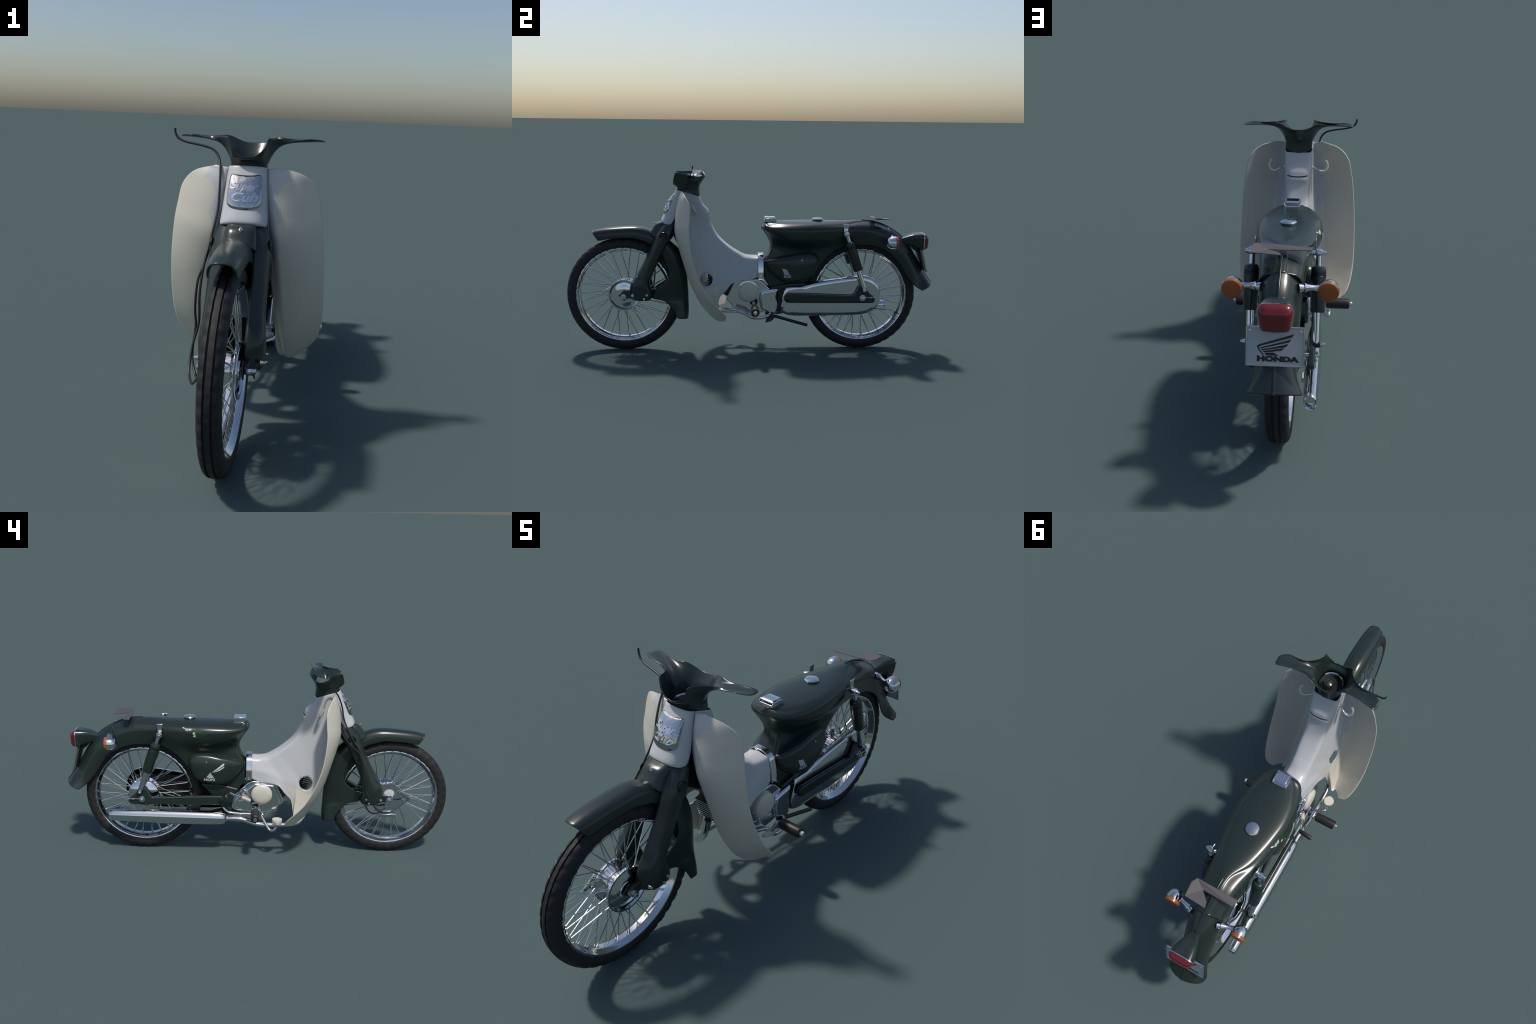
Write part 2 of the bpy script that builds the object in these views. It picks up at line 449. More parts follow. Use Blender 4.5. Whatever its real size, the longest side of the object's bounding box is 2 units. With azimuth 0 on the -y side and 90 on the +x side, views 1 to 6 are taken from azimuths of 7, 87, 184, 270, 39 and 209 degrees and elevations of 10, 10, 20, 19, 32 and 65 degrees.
def on_head(x, z, lift):
    """project a front-view point onto the head cover, along a direction square to its slope"""
    d = Vector((0, .891, .454)); yc = -.405 - .509 * (.887 - z)
    hit = hct.ray_cast(Vector((x, yc, z)) - d * .12, d)
    if hit[0] is None: return Vector((x, yc, z))
    nrm = hit[1] if hit[1].dot(d) < 0 else -hit[1]
    return hit[0] + nrm * lift
# badge: chrome pressing with rounded corners and raised script
nu, nv = 31, 33
zt, zb = .858, .7545
Vt, Vb = [], []
for j in range(nv):
    v = j / (nv - 1); z = zt + (zb - zt) * v
    hwb = .0485 + .006 * v
    rc = .011; e = min((z - zb), (zt - z))
    inset = rc - math.sqrt(max(0, rc * rc - (rc - e) ** 2)) if e < rc else 0
    for i in range(nu):
        u = -1 + 2 * i / (nu - 1)
        x = u * (hwb - inset)
        edge = min(1.0, min((1 - abs(u)) * (hwb - inset) / .004 + .0, e / .004))
        Vt.append(on_head(x, z, .0006 + (.003 + .0075 * (1 - (2 * v - 1) ** 2)) * max(0, edge) ** .5))
        Vb.append(on_head(x, z, -.002))
badge = add("badge", Vt, grid_faces(nv, nu), BADGE, head_cover, angle=60)
for word, size, x0, z0, xs in (("Super", .0330, -.0420, .8110, .98), ("Cub", .0360, -.0410, .7775, 1.28)):
    TV, TF = text_mesh(word, size, bold=.0014, shear=.35, depth=.0022, xscale=xs)
    slope = -.22
    out = []
    for a, b, cc in TV:
        zz = z0 + b + slope * a * .25; vv = (zt - zz) / (zt - zb)
        out.append(on_head(x0 + a, zz, .0025 + .0075 * (1 - (2 * vv - 1) ** 2) + (cc + .0022)))
    add("badge_script", out, TF, CHROME, badge, smooth=False)

# ------------------------------------------------------------------ body cover and leg shields
# the fold where the side walls turn outwards into the leg shields
FOLD = [(.062, -.372, .878), (.066, -.387, .83), (.070, -.394, .78), (.074, -.396, .725), (.080, -.387, .66), (.089, -.355, .58),
        (.095, -.328, .505), (.100, -.307, .43), (.107, -.277, .355), (.115, -.238, .288), (.122, -.200, .240), (.132, -.180, .203)]
FRONT = [-.377, -.393, -.402, -.408, -.4095, -.389, -.366, -.342, -.311, -.276, -.240, -.203, -.184]   # foremost line of the shields
# ridge point (y,z), half width there, mid-wall point (x,y,z), lower end of the wall (x,y,z)
RIDGE = [((-.281, .850), .061), ((-.266, .812), .060), ((-.247, .782), .059), ((-.229, .748), .057), ((-.2215, .712), .055), ((-.205, .672), .054),
         ((-.186, .640), .054), ((-.165, .616), .055), ((-.141, .594), .054), ((-.117, .576), .053), ((-.098, .563), .052), ((-.082, .5545), .052),
         ((-.070, .548), .052), ((-.060, .543), .052), ((-.050, .538), .052), ((-.036, .5325), .052), ((-.020, .529), .0525), ((-.002, .5275), .053),
         ((.016, .5275), .0535), ((.034, .5275), .054)]
MIDX = (.062, .063, .064, .065, .067, .071, .074, .078, .082, .086, .089, .091, .090, .088, .085, .081, .076, .071, .067, .064)
MIDS = {9: (-.219, .433), 10: (-.213, .414), 11: (-.204, .403), 12: (-.190, .400), 13: (-.172, .400), 14: (-.153, .405), 15: (-.128, .415), 16: (-.098, .435)}
ENDS = FOLD + [(.108, -.187, .214), (.100, -.182, .265), (.094, -.172, .312), (.091, -.140, .346), (.089, -.108, .386), (.082, -.06, .399), (.074, -.008, .402), (.067, .034, .418)]
rows = []
for i, (((y, z), w), F) in enumerate(zip(RIDGE, ENDS)):
    Rv, Fv = Vector((0, y, z)), Vector(F)
    m = MIDS.get(i)
    M = Vector((MIDX[i], *(m or (y + (F[1] - y) * .56, z + (F[2] - z) * .56))))
    d = Vector((0, M.y - y, M.z - z)); dn = d.normalized(); cr = min(.034, d.length * .42)
    a = Vector((w, y, z)) + dn * cr
    k = min(1, max(0, (i - 8) / 6))                        # the tunnel towards the rear is rounder
    rows.append([Rv, Vector((w * (.55 - .08 * k), y, z)) + dn * (.001 + .004 * k), Vector((w * (.88 - .06 * k), y, z)) + dn * cr * (.25 + .16 * k), a, a.lerp(M, .5), M, M.lerp(Fv, .35), M.lerp(Fv, .7), Fv])
nr, nh = 120, 44
V, r, c = loft_sym(rows, nr, nh)
# swelling of the lock cover on the ridge, with the slit beneath it
for i, p in enumerate(V):
    if p.z > .66 and abs(p.x) < .06:
        dz = p.z - .775; f = math.exp(-(dz / .016) ** 2) * max(0, 1 - (p.x / .052) ** 4)
        g = math.exp(-((p.z - .742) / .013) ** 2) * max(0, 1 - (p.x / .05) ** 4)
        near = max(0, 1 - (p.y + .20) ** 2 / .01) if p.y > -.29 else 0
        k = 1.0 if p.y > -.262 else 0
        p.y += (.007 * f + .004 * g) * k
# round inspection hole in both walls
HC_Y, HC_Z, HR = -.246, .407, .034
FC = grid_faces(r, c)
def inside_hole(f):
    m = sum((V[k] for k in f), Vector()) / 4
    return abs(m.x) > .05 and math.hypot(m.y - HC_Y, m.z - HC_Z) < HR
rim_of_sheet = {k for f in FC for k in f if k % c in (0, c - 1) or k // c in (0, r - 1)}
FC = [f for f in FC if not inside_hole(f)]
used = {}
for f in FC:
    for k in range(4):
        e = tuple(sorted((f[k], f[(k + 1) % 4]))); used[e] = used.get(e, 0) + 1
for e, n in used.items():
    if n == 1:
        for k in e:
            dy, dz = V[k].y - HC_Y, V[k].z - HC_Z; q = math.hypot(dy, dz)
            if k not in rim_of_sheet and 1e-4 < q < HR * 1.5:
                V[k].y, V[k].z = HC_Y + dy / q * HR, HC_Z + dz / q * HR
keep = sorted({k for f in FC for k in f}); ix = {k: i for i, k in enumerate(keep)}
body_cover = add("body_cover", [V[k] for k in keep], [tuple(ix[k] for k in f) for f in FC], WHITE, angle=50)
relax(body_cover, 10, lambda co: co.z > .73)
body_cover.data.materials.append(CREAM)
for p in body_cover.data.polygons:                       # lower apron of the wall is bare cream plastic
    cx, cy, cz = p.center
    below = cz < .40 + (cy + .13) * .38
    tongue = cz > .31 and cy > -.13 + (cz - .40) * .833
    if abs(cx) > .05 and cy < -.12 and below and not tongue: p.material_index = 1
solid(body_cover, .0035, -1)
# key slit
bct = BVHTree.FromPolygons([Vector(v) for v in V], grid_faces(r, c))
def on_ridge(x, z, sink):
    hit = bct.ray_cast(Vector((x, .1, z)), Vector((0, -1, 0)))
    return Vector((x, (hit[0].y if hit[0] else -.23) - sink, z))
tube("lock_slit", [on_ridge(x, .7525 + .0045 * (x / .045) ** 2, .0012) for x in (-.044, -.03, -.015, 0, .015, .03, .044)], .0030, CAVITY, body_cover, n=20, seg=8)
# leg shield: inner edge, outer edge
OUTER = [(.105, -.372, .8835), (.178, -.350, .862), (.222, -.327, .818), (.238, -.327, .755), (.248, -.331, .69), (.256, -.324, .60),
         (.260, -.306, .51), (.262, -.270, .418), (.259, -.230, .345), (.248, -.182, .288), (.230, -.148, .247), (.208, -.141, .2225), (.186, -.149, .203)]
LS = list(zip(FOLD + [(.144, -.172, .1935)], OUTER, FRONT))
def leg_shield(s):
    rows = []
    for a, b, fy in LS:
        a, b = Vector(a), Vector(b); row = []
        for t in (-.02, .0, .06, .14, .24, .38, .55, .7, .83, .93, 1.0):
            p = a.lerp(b, t)
            if t < .14: p.y = a.y + (fy - a.y) * math.sin(math.pi / 2 * t / .14)
            else: p.y = fy + (b.y - fy) * ((t - .14) / .86) ** 1.7
            p.x *= s; row.append(p)
        rows.append(row)
    V = loft(rows, 72, 30)
    F = grid_faces(72, 30)
    sh = add("leg_shield", V, F, CREAM, angle=60)
    sh.data.materials.append(WHITE)
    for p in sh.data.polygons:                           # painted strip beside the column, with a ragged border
        if p.center.z > .45:
            z = p.center.z
            saw = abs(((z * 9.5) % 1.0) - .5) * 2
            lim = .098 + .022 * saw - .02 * max(0, (.62 - z) / .17) + (.02 if z > .84 else 0)
            if abs(p.center.x) < lim: p.material_index = 1
    solid(sh, .004, -1)
    return sh
both(leg_shield)
# luggage hooks
def hook(s):
    h = tube("hook", [(s * .055, -.318, .778), (s * .07, -.312, .778), (s * .086, -.302, .772), (s * .100, -.296, .765)], .0042, CHROME, n=14, seg=10)
    tube("hook_sleeve", [(s * .098, -.297, .7655), (s * .114, -.296, .765), (s * .127, -.300, .776), (s * .130, -.306, .789), (s * .126, -.312, .802), (s * .119, -.315, .810)], .0058, CREAM, h, n=24, seg=10)
    lathe("hook_base", [(0, s * .008), (.005, s * .0072), (.0085, s * .004), (.010, 0)], (s * .0605, -.316, .778), CHROME, h, seg=16)
both(hook)

# ------------------------------------------------------------------ handlebar shell (lower half, open on top)
# outline of the open upper edge on the +x half, front centre to rear centre, and angle on the neck ring
TOP = [((0, -.4225, .9125), -90), ((.026, -.4215, .919), -74), ((.048, -.418, .936), -60), ((.061, -.412, .956), -50), ((.066, -.406, .977), -42),
       ((.078, -.372, .978), -30), ((.110, -.342, .978), -20), ((.150, -.325, .977), -12), ((.195, -.330, .9775), -7), ((.232, -.309, .974), -3),
       ((.238, -.283, .9705), 0), ((.231, -.260, .973), 4), ((.195, -.264, .9765), 8), ((.150, -.274, .974), 14), ((.112, -.275, .977), 24),
       ((.088, -.271, .980), 36), ((.068, -.262, .974), 50), ((.042, -.253, .961), 66), ((.02, -.2495, .9555), 79), ((0, -.2485, .954), 90)]
def neck(ang, z):
    a = math.radians(ang); c, s = math.cos(a), math.sin(a)
    # slanted ring; z = 0 lower edge, 1 upper neck
    y = -.340 + .060 * math.copysign(abs(s) ** .85, s)
    x = .0595 * abs(c) ** .75
    zz = (.8645 - (y + .340) * .33) * (1 - z) + .905 * z
    if z > 0: y -= .004 * z; x *= 1 + .02 * z
    return Vector((x, y, zz))
ctrl = []
for (T, ang) in TOP:
    T = Vector(T); T.z -= .003 * min(1, T.x / .08)
    n0, n1 = neck(ang, 0), neck(ang, .75)
    wing = max(0.0, min(1.0, (T.x - .06) / .05))
    front = max(0.0, -math.sin(math.radians(ang))) * (1 - wing)
    n2 = n1.lerp(Vector((T.x, T.y, n1.z)), .10 + .5 * front); n2.z = n1.z + (T.z - n1.z) * (.35 - .1 * front + .2 * wing)
    depth = .004 * wing
    # lines towards the wings flatten out early and run along the gutter
    m1 = n1.lerp(T, .38 if wing > .5 else .55); m1.z = n1.z + (T.z - n1.z) * (.62 + .26 * wing) - depth * .3
    m2 = n1.lerp(T, .72 if wing > .5 else .8); m2.z = T.z - depth - (T.z - n1.z) * .16 * (1 - wing)
    m1.y -= .012 * front
    # sheet of the wing: steep at the root, nearly flat beyond
    k = wing * wing * (3 - 2 * wing)
    drop = lambda x: .052 * math.exp(-max(0, x - .0595) / .020)
    for p, f in ((n2, .13), (m1, .36), (m2, .70)):
        q = n1.lerp(T, f); q.z = T.z - depth - drop(q.x)
        p.xyz = p.lerp(q, k)
    ctrl.append([n0, n1, n2, m1, m2, T])
cols = [spline(r_, 30) for r_ in ctrl]
NT = 110
along = [spline([cols[i][j] for i in range(len(ctrl))], NT) for j in range(30)]
V = []
for i in range(NT):
    V += [Vector((max(0, along[j][i].x), along[j][i].y, along[j][i].z)) for j in range(30)]
F = grid_faces(NT, 30)
off = len(V)
V2 = V + [Vector((-p.x, p.y, p.z)) for p in V]
F2 = F + [tuple(off + k for k in f[::-1]) for f in F]
handle = add("handlebar_cover", V2, F2, GREEN, angle=60)
relax(handle, 60, lambda co: co.z < .893)
solid(handle, .0022, -1).modifiers[0].use_even_offset = False
lathe("neck_ring", [(.048, .0), (.052, .004), (.055, .0), (.052, -.02), (.048, -.02), (.048, .0)], (0, -.34, .884), CHROME, handle, axis='z', seg=40)
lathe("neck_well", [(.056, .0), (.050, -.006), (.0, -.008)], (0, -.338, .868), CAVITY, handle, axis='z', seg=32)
lathe("wiring_boss", [(.026, -.02), (.026, .012), (.02, .026), (.008, .032), (0, .033)], (.012, -.335, .862), GREEN, handle, axis='z', seg=24)

# ------------------------------------------------------------------ rear body (pressed monocoque with the tank)
RB = [
 [(0, .078, .7185), (0, .062, .7145), (0, .050, .699), (0, .0485, .678), (0, .074, .642), (0, .1, .587), (0, .088, .540), (0, .066, .50)],
 [(0, .088, .7205), (.034, .068, .7165), (.054, .060, .701), (.061, .060, .677), (.049, .083, .641), (.037, .109, .587), (.044, .095, .540), (.050, .068, .49)],
 [(0, .118, .7217), (.052, .104, .7180), (.083, .096, .7035), (.093, .096, .676), (.076, .112, .641), (.047, .134, .587), (.049, .128, .542), (.056, .110, .48)],
 [(0, .18, .7228), (.063, .176, .7190), (.103, .174, .7030), (.1165, .174, .666), (.101, .178, .626), (.058, .18, .580), (.054, .18, .540), (.060, .18, .47)],
 [(0, .26, .7240), (.066, .26, .7195), (.109, .26, .7025), (.1245, .26, .661), (.111, .26, .619), (.068, .26, .576), (.060, .26, .540), (.062, .26, .45)],
 [(0, .34, .7250), (.063, .34, .7205), (.106, .34, .7035), (.1205, .34, .662), (.110, .34, .622), (.079, .34, .581), (.066, .34, .540), (.064, .34, .45)],
 [(0, .42, .7245), (.057, .42, .7205), (.096, .42, .704), (.109, .42, .668), (.105, .42, .632), (.090, .42, .600), (.078, .42, .572), (.070, .42, .540)],
 [(0, .50, .7230), (.050, .50, .7190), (.083, .50, .704), (.094, .50, .676), (.091, .50, .648), (.084, .50, .624), (.077, .50, .605), (.071, .50, .588)],
 [(0, .58, .7212), (.042, .58, .7165), (.070, .58, .703), (.084, .58, .678), (.084, .58, .652), (.081, .58, .630), (.078, .58, .611), (.074, .58, .594)],
 [(0, .66, .7140), (.034, .66, .7085), (.060, .66, .695), (.075, .66, .670), (.077, .66, .647), (.076, .66, .626), (.075, .66, .607), (.072, .66, .588)],
 [(0, .758, .6805), (.032, .754, .6755), (.056, .748, .663), (.070, .738, .640), (.072, .73, .618), (.072, .724, .600), (.071, .718, .583), (.070, .712, .569)],
]
# flat top panel: its edge is a tight crease that closes on the centre line at y = 0.6
CREASE = [.0, .030, .060, .086, .096, .091, .080, .063, .022, .018, .018]
RB2 = []
for row, xc in zip(RB, CREASE):
    c0, c1, c2 = (Vector(p) - Vector((0, 0, .0065 * min(1, xc / .08))) for p in row[:3])
    if xc == 0:
        a, b1, b2 = c1, c1.lerp(c2, .5), c2
    else:
        t = min(1, xc / max(c2.x, 1e-4)); yy = c0.y + (c2.y - c0.y) * t
        drop = .0115 * min(1, xc / .06)
        a = Vector((xc * .5, c0.y + (yy - c0.y) * .4, c0.z - drop * .22))
        b1 = Vector((xc - .10 * xc, yy, c0.z - drop * .75))
        b2 = Vector((xc + .07 * xc + .002, yy, c0.z - drop * 1.25 - .002))
    extra = b2.lerp(Vector(row[3]), .5)
    if xc: extra += Vector((.006, 0, .004)) * (1 if xc > .05 else 1.6)
    RB2.append([c0, a, b1, b2, extra] + [Vector(p) for p in row[3:]])
V, r, c = loft_sym(RB2, 130, 52)
rear_body = add("rear_body", V, grid_faces(r, c), GREEN, angle=60)
relax(rear_body, 5)
rbt = BVHTree.FromPolygons([Vector(v) for v in V], grid_faces(r, c))
solid(rear_body, .003, -1)
# lower frame plates
slab("frame_plate", [(.064, .50), (.066, .405), (.113, .334), (.132, .24), (.139, .228), (.158, .228), (.182, .252), (.253, .340), (.330, .42), (.372, .47), (.372, .50), (.30, .52), (.11, .52)],
     -.056, .056, GREEN, bev=.008)
slab("pivot_plate", [(.100, .360), (.113, .334), (.132, .24), (.139, .228), (.158, .228), (.182, .252), (.253, .338), (.30, .385), (.20, .385)], -.074, .074, GREEN, bev=.008)
# rear fender
RF = [((.748, .6835), (.705, .571), .0705), ((.79, .6585), (.755, .541), .069), ((.829, .6265), (.808, .484), .066), ((.868, .578), (.832, .445), .063),
      ((.903, .522), (.856, .408), .062), ((.936, .466), (.880, .378), .0645), ((.968, .4160), (.905, .358), .073), ((.9975, .3745), (.931, .343), .087)]
V, r, c = loft_sym([arch(a, b, w, (0, .36, .70, .92, 1.0, 1.0), (0, .07, .24, .46, .72, 1.0)) for a, b, w in RF], 60, 20)
rear_fender = add("rear_fender", V, grid_faces(r, c), GREEN); solid(rear_fender, .003, -1)
rib = [(0, .60, .7195), (0, .66, .7142), (0, .72, .6965)] + [(0, a[0], a[1] - .001) for a, b, w in RF[1:]]
tube("crown_rib", rib, .0042, GREEN, rear_fender, n=60, seg=8)
# clamp band between cover and body
band = []
for y in (.033, .063):
    half = [(0, .5375), (.028, .5345), (.053, .514), (.066, .478), (.0725, .44), (.074, .408)]
    band.append([Vector((-x, y, z)) for x, z in half[:0:-1]] + [Vector((x, y, z)) for x, z in half])
pr = [spline(b_, 50) for b_ in band]
o = add("clamp_band", pr[0] + pr[1], grid_faces(2, 50), CHROME); solid(o, .005, -1); bevel(o, .0015, 2)
both(lambda s: bolt("clamp_bolt", (s * .0715, .048, .418), (s, 0, 0), .0065, .013, parent=o))
slab("clamp_filler", [(.028, .515), (.028, .42), (.07, .41), (.085, .50), (.08, .495), (.04, .498)], -.044, .044, BLACK, bev=.012)

# side covers
SC = [(.0735, .488), (.082, .508), (.137, .5255), (.20, .540), (.262, .5515), (.322, .551), (.353, .533), (.358, .500), (.340, .445), (.308, .408), (.225, .3880), (.160, .394), (.102, .437), (.080, .466)]
def side_cover(s):
    sc = cushion("side_cover", SC, s * .060, s * .110, GREEN, n=72, rings=((1.0, -.25), (1.0, .30), (.985, .52), (.955, .70), (.90, .84), (.80, .93), (.6, .985), (.3, 1.0)))
    for v in sc.data.vertices:                            # the panel leans in towards the front and towards its upper edge
        y, z = v.co.y, v.co.z
        v.co.x *= 1 - .30 * max(0, (.21 - y) / .14) ** 1.4 - .10 * max(0, (z - .47) / .08) ** 2
    bolt("side_cover_screw", (s * .1000, .2655, .514), (s, 0, 0), .0062, .009, parent=sc)
    return sc
SCR, SCL = both(side_cover)

# ------------------------------------------------------------------ marks on the flanks
tl, tr_ = bvh_of(SCL), bvh_of(SCR)
# -x side cover: two feathers, fan and letters, scrap of green
def feather(pts): return poly_prism(pts, .0005, .012)
decal("wing_mark", feather([(-.238, .462), (-.180, .5085), (-.1735, .5065), (-.1755, .4985), (-.205, .478)]), tl, -1, 0, 0, DECALW, SCL, .0008)
decal("wing_mark", feather([(-.236, .460), (-.203, .475), (-.174, .4935), (-.176, .4865), (-.20, .4705)]), tl, -1, 0, 0, DECALW, SCL, .0008)
for k in range(5):
    t0, t1 = k / 5, k / 5 + .13
    y0, h = -.2435, .030
    f = lambda t: (y0 - .024 * t, y0 + .020 * t)
    a0, b0 = f(t0); a1, b1 = f(t1)
    decal("wing_mark", feather([(a0, .463 - h * t0), (b0, .460 - h * t0 - .002), (b1, .460 - h * t1 - .002), (a1, .463 - h * t1)]), tl, -1, 0, 0, DECALW, SCL, .0008)
decal("letters", text_mesh("HON", .0195, bold=.0006, depth=.0003, xscale=1.22), tl, -1, .2775, .4150, DECALW, SCL, .0008)
decal("green_scrap", feather([(-.176, .483), (-.174, .497), (-.160, .4805), (-.185, .4775)]), tl, -1, 0, 0, DECALG, SCL, .0004)
decal("green_scrap", feather([(-.236, .413), (-.222, .428), (-.213, .406)]), tl, -1, 0, 0, DECALG, SCL, .0004)
# +x side cover
for k in range(5):
    x0 = .160 + .0052 * k
    decal("wing_mark", feather([(x0, .470 - .001 * k), (x0 + .004, .470 - .001 * k), (x0 + .018 + .001 * k, .437 - .001 * k), (x0 + .0135 + .001 * k, .437 - .0005 * k)]), tr_, 1, 0, 0, DECALW, SCR, .0008)
decal("letters", text_mesh("IOX", .0185, bold=.0005, depth=.0003, xscale=1.2), tr_, 1, .170, .4205, DECALW, SCR, .0008)
decal("green_scrap", feather([(.190, .418), (.215, .416), (.227, .397), (.195, .405)]), tr_, 1, 0, 0, DECALG, SCR, .0004)
decal("green_scrap", feather([(.152, .497), (.156, .474), (.163, .473)]), tr_, 1, 0, 0, DECALG, SCR, .0004)
# tank: green pennant with scraps of lettering (-x side)
decal("green_pennant", poly_prism([(-.384, .6965), (-.322, .695), (-.255, .6645), (-.322, .638), (-.330, .668)], .0004, .008), rbt, -1, 0, 0, DECALG, rear_body, .0006)
decal("letters", text_mesh("uper", .0185, bold=.0004, depth=.0003, xscale=1.0, ), rbt, -1, .372, .684, DECALW, rear_body, .0014)
decal("letters", text_mesh("S", .034, bold=.0009, shear=-.15, depth=.0003, xscale=.9), rbt, -1, .331, .6525, DECALW, rear_body, .0014)
decal("letters", poly_prism([(-.387, .697), (-.378, .697), (-.370, .690), (-.380, .692)], .0005, .01), rbt, -1, 0, 0, DECALW, rear_body, .0014)

# ------------------------------------------------------------------ on top of the body
latch = slab("seat_hinge", [(.066, .7125), (.066, .722), (.074, .7245), (.124, .7245), (.131, .720), (.131, .7125)], -.031, .031, CHROME, bev=.002)
slab("hinge_leaf", [(.070, .729), (.069, .734), (.078, .7385), (.098, .7365), (.120, .7375), (.128, .734), (.126, .729), (.098, .7305)], -.026, .026, CHROME, latch, bev=.0015)
both(lambda s: slab("hinge_ear", [(.068, .713), (.068, .729), (.076, .733), (.124, .732), (.131, .726), (.131, .713)], s * .0295, s * .034, CHROME, latch, bev=.0012))
rod("hinge_pin", (-.032, .074, .7325), (.032, .074, .7325), .004, CHROME, latch)
lathe("fuel_cap", [(0, .0125), (.018, .0118), (.027, .0095), (.0305, .005), (.030, .0005), (.027, -.003), (.024, -.006)], (0, .357, .7205), CHROME, axis='z', seg=36)
lathe("cap_neck", [(.022, .004), (.024, -.008)], (0, .357, .7205), GREEN, axis='z', seg=30)

# floating scrap of the luggage rack
pA, pB, pC, pD, pE, pF, pG, pH = [Vector(p) for p in ((.094, .739, .736), (.099, .677, .740), (.086, .652, .739), (-.103, .652, .729), (-.094, .684, .729), (.044, .682, .728), (.005, .718, .730), (-.002, .743, .731))]
o = add("rack_plate", [pA, pB, pC, pD, pE, pF, pG, pH], [(0, 1, 2, 5), (0, 5, 6, 7), (2, 3, 4, 5)], GREY, smooth=False); solid(o, .0025, 0)

# ------------------------------------------------------------------ shocks, swing arm, chain case
def shock(s):
    x = s * .118
    axis = Vector((0, .104, -.302)).normalized()
    top, low = Vector((x, .501, .660)), Vector((x, .605, .358))
    c0 = top + axis * .046
    body = lathe_dir("shock_absorber", [(0, 0), (.014, 0), (.022, .004), (.0262, .014), (.0262, .026), (.0252, .028), (.0252, .034), (.0266, .036), (.0258, .158), (.0245, .162), (0, .162)], c0, axis, GREEN, seg=32)
    lathe_dir("shock_band", [(.0255, .0275), (.0268, .0275), (.0268, .0345), (.0255, .0345)], c0, axis, BLACK, body, seg=32)
    rod("shock_rod", top, c0 + axis * .004, .0105, CHROME, body)
    lathe_dir("shock_tube", [(.0135, 0), (.0135, .115), (.010, .118), (0, .118)], c0 + axis * .155, axis, CHROME, body, seg=24)
    lathe("shock_eye", [(.0, s * .013), (.010, s * .013), (.0145, s * .010), (.016, 0), (.0145, -s * .01), (.01, -s * .013), (0, -s * .013)], top, CHROME, body, seg=24)
    bolt("shock_nut", (s * .128, .501, .660), (s, 0, 0), .0095, .017, parent=body)
    rod("shock_stud", (s * .085, .501, .660), (s * .118, .501, .660), .009, CHROME, body)
    lathe("shock_eye", [(.0, s * .014), (.010, s * .014), (.0135, s * .010), (.0135, -s * .010), (0, -s * .013)], low, BLACK, body, seg=24)
    bolt("shock_nut", (s * .130, .605, .357), (s, 0, 0), .0085, .021, parent=body)
    # chrome tongue on the flank above the mount
    tong = [[Vector((s * (x0 + e), .4995 + k * hw_, z)) for k, e in ((-1, -.002), (0, 0), (1, -.002))]
            for z, hw_, x0 in ((.712, .0155, .107), (.698, .0145, .1065), (.682, .0115, .1075), (.668, .0105, .111), (.656, .011, .114))]
    V = loft(tong, 14, 7)
    t = add("shock_bracket", V, grid_faces(14, 7), CHROME, body); solid(t, .003, 0)
    return body
both(shock)
SA = [(.172, .308), (.176, .325), (.188, .3335), (.30, .331), (.545, .3205), (.556, .330), (.574, .368), (.590, .3755), (.606, .370), (.640, .333), (.668, .306), (.669, .292), (.655, .2795), (.30, .281), (.188, .283), (.176, .291)]
def swing_arm(s):
    a = slab("swing_arm", SA, s * .093, s * .1145, GREEN, bev=.007, seg=4)
    bolt("axle_nut", (s * .112, .5985, .3105), (s, 0, 0), .0135, .020, parent=a)
    lathe_dir("pivot_cap", [(.013, 0), (.0125, .004), (.006, .0065), (0, .007)], (s * .1135, .190, .3075), (s, 0, 0), BLACK, a, seg=20)
    rod("chain_adjuster", (s * .119, .60, .3135), (s * .119, .690, .3105), .0020, CHROME, a)
    bolt("adjuster_nut", (s * .119, .640, .312), (0, 1, 0), .0045, .010, parent=a)
    return a
both(swing_arm)
CC = [(.174, .350), (.26, .3700), (.351, .390), (.49, .4115), (.588, .4235), (.625, .421), (.662, .405), (.690, .372), (.704, .325), (.702, .278), (.690, .250), (.660, .226), (.62, .212), (.553, .2035), (.369, .2015), (.166, .2165)]
case = cushion("chain_case", CC, .056, .0885, CHROME, n=96, rings=((1.0, 0.0), (1.0, .35), (.995, .55), (.98, .72), (.955, .84), (.91, .93), (.8, .985), (.5, 1.0)))
slab("case_window", [(.405, .352), (.452, .355), (.452, .360), (.405, .357)], .087, .089, STEEL, case, bev=.001)
slab("case_seam", [(.176, .276), (.70, .284), (.70, .287), (.176, .280)], .0868, .0885, STEEL, case, bev=.0005)
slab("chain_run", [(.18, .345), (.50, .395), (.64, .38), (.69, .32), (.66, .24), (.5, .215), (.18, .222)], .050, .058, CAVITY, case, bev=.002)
slab("case_gap", [(.140, .350), (.178, .357), (.170, .225), (.140, .236)], .052, .080, BLACK, case, bev=.003)
# chain stub seen behind
rod("torque_arm", (.075, .655, .252), (.075, .735, .240), .009, STEEL, case)

